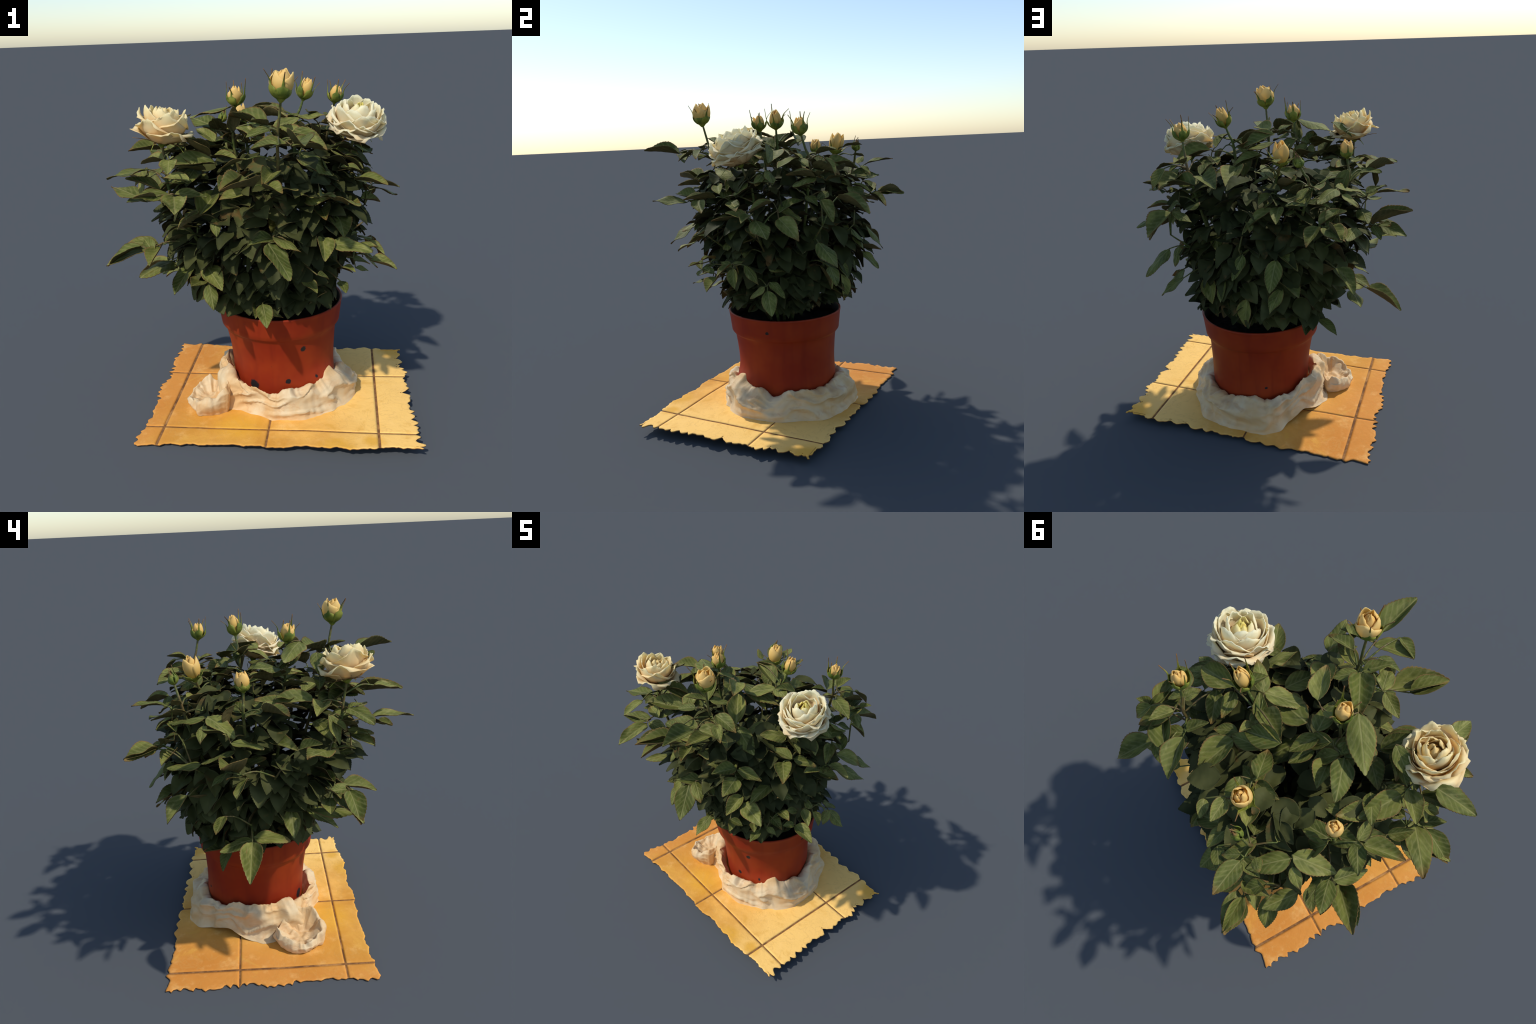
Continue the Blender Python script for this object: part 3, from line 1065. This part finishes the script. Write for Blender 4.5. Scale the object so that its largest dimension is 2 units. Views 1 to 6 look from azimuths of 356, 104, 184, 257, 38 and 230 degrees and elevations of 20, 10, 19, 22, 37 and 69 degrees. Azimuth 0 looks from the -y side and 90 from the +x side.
# sprays about 1.2 m up
compound_leaf(
    leaflet((-.654, -.192, 1.095), (-.901, -.252, 1.025), 0.121, -7),
    leaflet((-.633, -.163, 1.103), (-.789, -.176, 1.121), 0.081, -25),
    leaflet((-.654, -.167, 1.067), (-.822, -.114, 1.06), 0.086, 26),
    leaflet((-.592, -.222, 1.126), (-.454, -.158, 1.114), 0.077, -10),
    leaflet((-.609, -.252, 1.112), (-.658, -.427, 1.074), 0.090, 3))
compound_leaf(
    leaflet((-.647, -.288, 1.095), (-.7, -.152, 1.126), 0.080, -12),
    leaflet((-.711, -.253, 1.122), (-.898, -.239, 1.018), 0.108, 6))
compound_leaf(
    leaflet((-.41, -.285, 1.221), (-.542, -.353, 1.257), 0.080, 24))
compound_leaf(
    leaflet((-.285, -.272, 1.28), (-.144, -.402, 1.316), 0.108, -31))
compound_leaf(
    leaflet((-.075, -.54, 1.194), (.007, -.718, 1.066), 0.128, -22))
compound_leaf(
    leaflet((-.041, -.459, 1.192), (-.171, -.557, 1.198), 0.081, -14),
    leaflet((-.002, -.465, 1.217), (.101, -.502, 1.167), 0.059, -16),
    leaflet((-.046, -.511, 1.215), (.078, -.599, 1.16), 0.084, -17))
compound_leaf(
    leaflet((.258, -.408, 1.13), (.458, -.478, 1.099), 0.114, 7),
    leaflet((.224, -.375, 1.153), (.209, -.517, 1.074), 0.091, -7))
compound_leaf(
    leaflet((.231, -.284, 1.286), (.228, -.453, 1.268), 0.093, 25))
compound_leaf(
    leaflet((.339, -.194, 1.132), (.463, -.161, 1.099), 0.069, 6))
compound_leaf(
    leaflet((.342, -.174, 1.218), (.325, -.423, 1.162), 0.118, 12),
    leaflet((.405, -.123, 1.219), (.508, -.125, 1.171), 0.059, -2))
compound_leaf(
    leaflet((.327, -.037, 1.251), (.449, -.255, 1.276), 0.115, 13))
compound_leaf(
    leaflet((.536, -.009, 1.297), (.521, -.143, 1.33), 0.072, -6),
    leaflet((.516, .019, 1.242), (.645, .067, 1.204), 0.076, 17),
    leaflet((.59, .026, 1.325), (.741, .016, 1.298), 0.073, -1))
compound_leaf(
    leaflet((.456, .017, 1.161), (.544, -.04, 1.157), 0.058, 3))
compound_leaf(
    leaflet((.609, .06, 1.298), (.774, .161, 1.215), 0.112, -6))
compound_leaf(
    leaflet((.523, .396, 1.159), (.635, .518, 1.035), 0.110, 0))
compound_leaf(
    leaflet((.264, .3, 1.251), (.24, .419, 1.144), 0.080, -6))
compound_leaf(
    leaflet((.099, .309, 1.102), (.023, .167, .994), 0.107, -9),
    leaflet((.106, .335, 1.112), (.143, .472, 1.217), 0.090, -32),
    leaflet((.048, .324, 1.151), (-.029, .452, 1.237), 0.087, -7))
compound_leaf(
    leaflet((.081, .537, 1.169), (.136, .612, 1.047), 0.074, 6))
compound_leaf(
    leaflet((0, .432, 1.199), (.1, .517, 1.164), 0.074, 32))
compound_leaf(
    leaflet((-.114, .545, 1.174), (-.22, .633, 1.108), 0.072, -8),
    leaflet((-.104, .607, 1.165), (-.072, .716, 1.017), 0.096, 2))
compound_leaf(
    leaflet((-.338, .333, 1.144), (-.153, .223, 1.068), 0.123, -8))
compound_leaf(
    leaflet((-.535, .467, 1.296), (-.476, .635, 1.275), 0.092, 12))
compound_leaf(
    leaflet((-.435, .258, 1.214), (-.452, .11, 1.254), 0.074, -2))
compound_leaf(
    leaflet((-.629, .293, 1.265), (-.836, .419, 1.374), 0.122, 6),
    leaflet((-.682, .272, 1.257), (-.728, .38, 1.278), 0.064, 35),
    leaflet((-.63, .353, 1.271), (-.669, .448, 1.221), 0.056, 14),
    leaflet((-.682, .269, 1.246), (-.819, .352, 1.209), 0.085, 39))
compound_leaf(
    leaflet((-.145, .019, 1.225), (-.292, .107, 1.252), 0.090, 8))
# sprays about 1.0 m up
compound_leaf(
    leaflet((-.495, -.007, .966), (-.639, .023, .857), 0.090, -2))
compound_leaf(
    leaflet((-.559, -.097, .976), (-.723, -.335, .981), 0.133, -14))
compound_leaf(
    leaflet((-.459, -.083, .939), (-.561, -.252, .836), 0.110, -4))
compound_leaf(
    leaflet((-.381, -.256, .992), (-.304, -.45, .925), 0.106, -1))
compound_leaf(
    leaflet((-.371, -.368, .932), (-.354, -.459, .823), 0.075, -22))
compound_leaf(
    leaflet((.131, -.326, .908), (.181, -.46, .882), 0.071, 2))
compound_leaf(
    leaflet((.182, -.451, .979), (.25, -.413, .935), 0.050, 1))
compound_leaf(
    leaflet((.324, -.39, .991), (.379, -.452, .982), 0.051, 1))
compound_leaf(
    leaflet((.376, -.285, .999), (.491, -.314, .967), 0.065, -5),
    leaflet((.428, -.255, 1.044), (.535, -.302, 1.057), 0.064, 2),
    leaflet((.403, -.356, .966), (.473, -.354, .945), 0.042, 6))
compound_leaf(
    leaflet((.527, -.232, .975), (.496, -.312, 1.), 0.049, -4),
    leaflet((.519, -.209, .949), (.666, -.233, .896), 0.087, 8))
compound_leaf(
    leaflet((.481, -.136, 1.), (.444, -.214, 1.03), 0.052, -6))
compound_leaf(
    leaflet((.572, -.099, 1.014), (.613, -.082, .904), 0.064, 5),
    leaflet((.563, -.108, 1.038), (.484, -.052, 1.045), 0.053, -6),
    leaflet((.522, -.124, 1.028), (.606, -.188, .971), 0.064, 12),
    leaflet((.572, -.027, 1.034), (.588, .055, .923), 0.070, -11))
compound_leaf(
    leaflet((.429, -.044, 1.097), (.528, -.041, 1.069), 0.062, -6))
compound_leaf(
    leaflet((.574, .103, .886), (.667, .146, .761), 0.090, 12),
    leaflet((.577, .088, .908), (.595, .002, .842), 0.063, -5),
    leaflet((.519, .104, .924), (.566, .201, .842), 0.067, -5))
compound_leaf(
    leaflet((.333, .155, .964), (.505, .101, .99), 0.098, -3))
compound_leaf(
    leaflet((.441, .447, 1.001), (.56, .5, .917), 0.078, -7))
compound_leaf(
    leaflet((.313, .363, .984), (.289, .431, .832), 0.087, -4))
compound_leaf(
    leaflet((.204, .462, .992), (.223, .523, .88), 0.065, 14))
compound_leaf(
    leaflet((-.121, .495, 1.007), (-.225, .694, .983), 0.111, -5),
    leaflet((-.126, .574, .989), (-.068, .687, .887), 0.084, 16))
compound_leaf(
    leaflet((-.099, .252, 1.09), (.039, .341, 1.11), 0.092, -1))
compound_leaf(
    leaflet((-.416, .528, 1.082), (-.346, .411, 1.003), 0.087, 4),
    leaflet((-.427, .538, 1.091), (-.516, .664, .986), 0.094, 1))
compound_leaf(
    leaflet((-.512, .363, .98), (-.616, .432, .935), 0.071, 14))
compound_leaf(
    leaflet((-.467, .104, 1.021), (-.542, .163, 1.027), 0.059, 24))
# sprays about 0.8 m up
compound_leaf(
    leaflet((-.388, -.198, .884), (-.462, -.382, .931), 0.105, -26))
compound_leaf(
    leaflet((-.085, -.308, .771), (.023, -.284, .671), 0.076, -11),
    leaflet((-.094, -.349, .792), (-.087, -.505, .727), 0.088, -5),
    leaflet((-.088, -.257, .749), (-.136, -.38, .724), 0.074, -5))
compound_leaf(
    leaflet((.328, -.333, .889), (.335, -.445, .867), 0.058, 5))
compound_leaf(
    leaflet((.266, -.265, .8), (.164, -.235, .703), 0.072, 16))
compound_leaf(
    leaflet((.18, .331, .824), (.148, .468, .766), 0.075, -6))
compound_leaf(
    leaflet((.101, .276, .78), (.013, .181, .691), 0.081, -11))
compound_leaf(
    leaflet((.079, .464, .877), (.091, .476, .708), 0.094, 11))
compound_leaf(
    leaflet((-.524, .221, .828), (-.564, .41, .802), 0.092, -0),
    leaflet((-.515, .212, .833), (-.62, .038, .834), 0.099, -3))
compound_leaf(
    leaflet((-.606, .241, .854), (-.809, .307, .733), 0.113, -3))
# sprays about 0.6 m up
compound_leaf(
    leaflet((-.261, .278, .647), (-.25, .454, .643), 0.090, 4),
    leaflet((-.322, .309, .676), (-.431, .379, .605), 0.069, 10))


def grow_leaves():
    """Stalks go into the cane's own mesh; leaflets become its children."""
    r = random.Random(5)
    for cane in canes.values():
        for node, leaflets in cane.sprays:
            foot, dist = cane.nearest(node)
            mid = foot.lerp(node, .55) + V((0, 0, .12 * dist))
            cane.tubes.sweep(spline([foot, mid, node], 5), .0052, .0036, 5)
            for base, tip, w, roll in leaflets:
                if (base - node).length > .012:
                    cane.tubes.sweep(spline([node, node.lerp(base, .5) + V((0, 0, .006)), base], 3), .0036, .003, 5)
        cane.object = add_object('cane', cane.tubes.mesh('cane', CANE), rose)
        for node, leaflets in cane.sprays:
            for base, tip, w, roll in leaflets:
                add_object('leaf', r.choice(LEAF_SHAPES), cane.object, leaf_matrix(base, tip, w, roll))


# ------------------------------------------------------------------- flowers
def petal_rows(phi, length, foot, lean0, lean1, curl, spread, tip, ruffle, seed):
    """Petal swept up from the flower's base.  lean: angle from the flower's axis
    at foot and lip (degrees); curl: how far the lip rolls outwards."""
    nu, nv = 11, 13
    r, z, line = foot, 0.0, []
    for j in range(nv):
        t = j / (nv - 1)
        line.append((r, z))
        th = math.radians(lean0 + (lean1 - lean0) * t + curl * smooth(.62, 1, t))
        r += math.sin(th) * length / (nv - 1)
        z += math.cos(th) * length / (nv - 1)
    rows = []
    for j in range(nv):
        t = j / (nv - 1)
        rr, zz = line[j]
        half = spread * (math.sin(math.pi * (.12 + .62 * t))) ** .7 * (1 - .55 * smooth(.78, 1, t))
        row = []
        for i in range(nu):
            u = -1 + 2 * i / (nu - 1)
            w = rr * half + .3 * length * half * (1 if rr < .03 else .45)
            ang = phi + u * min(half * 1.15, w / max(rr, .012))
            rad = rr + .012 * u * u * t * (1 if curl > 20 else -.3)
            rad += ruffle * bumps(u * 1.6 + seed, t * 2.0, seed * 1.7) * t
            hz = zz + tip * (1 - abs(u)) ** 1.5 * smooth(.7, 1, t) + ruffle * bumps(u * 2 + seed * 2.0, t * 2, 4.0) * t
            hz -= .10 * length * u * u * smooth(.5, 1, t)
            row.append((rad * math.cos(ang), rad * math.sin(ang), hz))
        rows.append(row)
    return rows


def add_petal(parent, matrix, name, mat, thickness, *args):
    v, f, s = thick_sheet([r[::-1] for r in petal_rows(*args)], thickness)
    me = make_mesh(name, v, f, [mat])
    return add_object(name, me, parent, matrix)


def receptacle(name, matrix, radius, height, parent, length=.0):
    """Green hip under the petals."""
    prof = [(.25, -.55), (.5, -.4), (.82, -.15), (.95, .1), (.7, .35), (.0, .4)]
    n, verts = 16, []
    for r, z in prof:
        for k in range(n):
            a = 2 * math.pi * k / n
            verts.append((radius * r * math.cos(a), radius * r * math.sin(a), height * z))
    return add_object(name, make_mesh(name, verts, grid_faces(n, len(prof), True), [SEPAL]), parent, matrix)


def sepals(parent, matrix, count, length, foot, lean0, lean1, flick, width, seed):
    """Pointed green sepals that end in a long thread."""
    r = random.Random(seed)
    for k in range(count):
        phi = 2 * math.pi * (k + r.uniform(-.12, .12)) / count + seed
        L = length * r.uniform(.8, 1.15)
        l1, fl = lean1 + r.uniform(-12, 12), flick + r.uniform(-35, 35)
        nv, nu = 17, 5
        rr, z, rows = foot, -.004, []
        for j in range(nv):
            t = j / (nv - 1)
            th = math.radians(lean0 + (l1 - lean0) * smooth(0, .5, t) + fl * smooth(.4, .8, t))
            half = width * (math.sin(math.pi * min(1, .18 + t * 1.05)) if t < .45 else .9 * (1 - t) ** 2.2) + .0016
            d = V((math.cos(phi), math.sin(phi), 0))
            s = V((-math.sin(phi), math.cos(phi), 0))
            row = []
            for i in range(nu):
                u = 1 - 2 * i / (nu - 1)
                p = d * (rr - half * .35 * u * u) + s * half * u
                row.append((p.x, p.y, z))
            rows.append(row)
            rr += math.sin(th) * L / (nv - 1)
            z += math.cos(th) * L / (nv - 1)
        v, f, sl = thick_sheet(rows, .0022)
        add_object('sepal', make_mesh('sepal', v, f, [SEPAL]), parent, matrix)


def bloom(key, mat, petals, radius, height, split, seed):
    base, top, _ = FLOWERS[key]
    m = frame(base, V(top) - V(base), .4 * seed) @ Matrix.Diagonal((.91, .91, 1.05, 1))
    head = receptacle('rose_bloom', m, .03, .04, rose)
    r = random.Random(seed)
    for i in range(petals):
        t = i / (petals - 1)
        phi = i * 2.39996 + r.uniform(-.2, .2)
        # deep cup: the heart is furled, the wall stands upright, the outer tiers flare
        wall = min(1, t / split)
        tier = smooth(split, 1, t)
        lean0 = 44 + 32 * wall + 8 * tier + r.uniform(-4, 4)
        lean1 = -62 + 52 * wall ** .8 + 40 * tier + r.uniform(-6, 6)
        curl = (14 * wall + 56 * tier) * r.uniform(.5, 1.4)
        length = (height * (1.0 + .12 * wall) * (1 - tier) + radius * 1.22 * tier) * r.uniform(.95, 1.05)
        spread = 1.15 - .22 * t + r.uniform(-.05, .06)
        tip = .02 * smooth(.3, .8, t) * r.uniform(.3, 1.5)
        add_petal(head, m, 'petal', mat, .0028,
                  phi, length, .004 + .012 * t, lean0, lean1, curl, spread, tip, .006 + .011 * t, seed + i * 1.3)
    sepals(head, m, 5, .13, .018, 78, 95, 25, .016, seed)


def bud(key, mat, size, openness, petals, sepal_len, seed, sepal_open=0.0):
    base, top, _ = FLOWERS[key]
    axis = V(top) - V(base)
    h = axis.length
    m = frame(base, axis, seed)
    head = receptacle('rose_bud', m, size * .45, size * .7, rose)
    r = random.Random(seed)
    for i in range(petals):
        t = i / max(1, petals - 1)
        phi = i * 2.39996 + r.uniform(-.2, .2)
        # wrapped egg: inner petals close right over, outer ones part a little
        belly = 48 + 24 * t
        close = -72 + 8 * t + 62 * openness * t ** 1.5 + r.uniform(-5, 5)
        length = h * (1.2 - .12 * t * (1 - openness)) * r.uniform(.95, 1.04)
        curl = 70 * openness * t * r.uniform(.4, 1.3)
        scale = size / (.5 * h)
        rows = petal_rows(phi, length, .004, belly, close, curl, 1.25, .006 * t, .003, seed + i)
        v, f, s = thick_sheet([q[::-1] for q in rows], .002)
        v = np.array(v)
        v[:, :2] *= scale * (.82 + .2 * t)
        add_object('petal', make_mesh('petal', v, f, [mat]), head, m)
    sepals(head, m, 5, sepal_len, size * .3, 62, -16 + 32 * sepal_open, 24, size * .5, seed + 2)


SPARE = None
bloom('cream_rose', CREAM, 40, .129, .2, .45, 3)
bloom('ivory_rose', APRICOT, 26, .12, .172, .6, 8)
bud('half_open_bud', YELLOW, .06, .5, 9, .15, 1, .5)
bud('north_bud', YELLOW, .043, .25, 7, .15, 2, .3)
bud('tall_bud', YELLOW, .041, .2, 7, .14, 3, .5)
bud('edge_bud', YELLOW, .041, .15, 7, .14, 4, .3)
bud('green_bud', SEPAL, .024, .0, 5, .1, 5, -.3)
bud('long_bud', YELLOW, .05, .35, 8, .10, 6, 1.8)
bud('side_bud', YELLOW, .042, .25, 7, .09, 7, .6)
grow_leaves()


# ------------------------------------------------------ foliage deep inside
MASS_HEIGHTS = (.64, .76, .9, 1.05, 1.2, 1.35, 1.48, 1.6)
MASS_REACH = {   # how far the shaded mass reaches, by compass bearing from +x
    0: (.31, .34, .39, .45, .49, .47, .44, .34), 60: (.31, .35, .4, .45, .46, .43, .42, .32),
    120: (.36, .45, .5, .54, .55, .52, .46, .34), 180: (.4, .46, .49, .52, .55, .54, .46, .34),
    240: (.31, .37, .44, .49, .52, .49, .42, .3), 300: (.31, .35, .41, .44, .44, .42, .42, .3)}


HOLLOWS = (   # gaps between tiers of leaves: bearing, spread, height, spread, depth
    (225, 26, 1.42, .14, .13), (340, 22, 1.35, .11, .08), (65, 25, 1.38, .12, .08), (300, 30, .88, .15, .09),
    (245, 25, .82, .14, .06), (60, 26, .8, .11, .05), (90, 25, .71, .09, .06))


def mass_reach(z, bearing):
    bearing %= 360
    cut = sum(d * math.exp(-(((bearing - b + 180) % 360 - 180) / w) ** 2 - ((z - h) / hw) ** 2) for b, w, h, hw, d in HOLLOWS)
    return max(.12, full_reach(z, bearing) - cut)


def full_reach(z, bearing):
    lo = int(bearing // 60) * 60
    f = (bearing - lo) / 60
    a, b = MASS_REACH[lo], MASS_REACH[(lo + 60) % 360]
    for k in range(len(MASS_HEIGHTS) - 1):
        z0, z1 = MASS_HEIGHTS[k:k + 2]
        if z <= z1:
            g = max(0, (z - z0) / (z1 - z0))
            return (a[k] * (1 - f) + b[k] * f) * (1 - g) + (a[k + 1] * (1 - f) + b[k + 1] * f) * g
    return .1


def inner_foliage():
    """Leaves coloured darker for the shade within, that fill the heart of the bush like shingles; too many to pick apart."""
    r = random.Random(21)
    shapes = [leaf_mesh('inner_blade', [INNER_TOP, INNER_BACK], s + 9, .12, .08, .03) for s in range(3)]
    co = [np.array([v.co for v in s.vertices]) for s in shapes]
    fa = [[tuple(p.vertices) for p in s.polygons] for s in shapes]
    sl = [[p.material_index for p in s.polygons] for s in shapes]
    verts, faces, slots, total = [], [], [], 0
    for k in range(SHELL_LEAVES + CORE_LEAVES + CROWN_LEAVES):
        shell = k < SHELL_LEAVES
        crown = k >= SHELL_LEAVES + CORE_LEAVES
        z = .7 + (.84 if shell else .45) * r.random()
        a = r.uniform(0, 2 * math.pi)
        rad = mass_reach(z, math.degrees(a)) * (r.uniform(.8 - .1 * smooth(1.2, 1.5, z), 1.0) if shell else math.sqrt(r.uniform(.08, .7)))
        if crown:                                  # flat tier just under the top leaves
            rad = .36 * math.sqrt(r.random())
            z = 1.5 - .35 * rad + r.uniform(-.08, .04)
        c = V((POT_C.x * smooth(1.1, .6, z), .035 + .04 * smooth(1.1, .6, z), 0))
        base = c + V((rad * math.cos(a), rad * math.sin(a), z + .03))
        well = V((-.27, -.07, 0)) - V((base.x, base.y, 0))
        if z > 1.0 and well.length < .15:          # the bush is open in the middle
            continue
        b = a + r.gauss(0, .75)
        drop = r.uniform(-.5, .1) if crown else r.uniform(-1.6, .1) * (1 - .75 * smooth(.9, 1.4, z)) if shell else r.uniform(-.9, .35)
        d = V((math.cos(b) * .8, math.sin(b) * .8, drop)).normalized()
        L = r.uniform(.11, .17)
        tip = base + d * L
        if tip.z < .67:
            tip.z = .67 + r.uniform(0, .05)
        m = np.array(leaf_matrix(base, tip, L * r.uniform(.6, .75), r.gauss(0, 22)))
        q = k % 3
        verts.append(co[q] @ m[:3, :3].T + m[:3, 3])
        faces += [tuple(i + total for i in f) for f in fa[q]]
        slots += sl[q]
        total += len(co[q])
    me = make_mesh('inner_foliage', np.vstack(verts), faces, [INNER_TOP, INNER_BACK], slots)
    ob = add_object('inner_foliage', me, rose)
    ob['kind'] = 'stuff'


SHELL_LEAVES, CORE_LEAVES, CROWN_LEAVES = 760, 280, 70
inner_foliage()
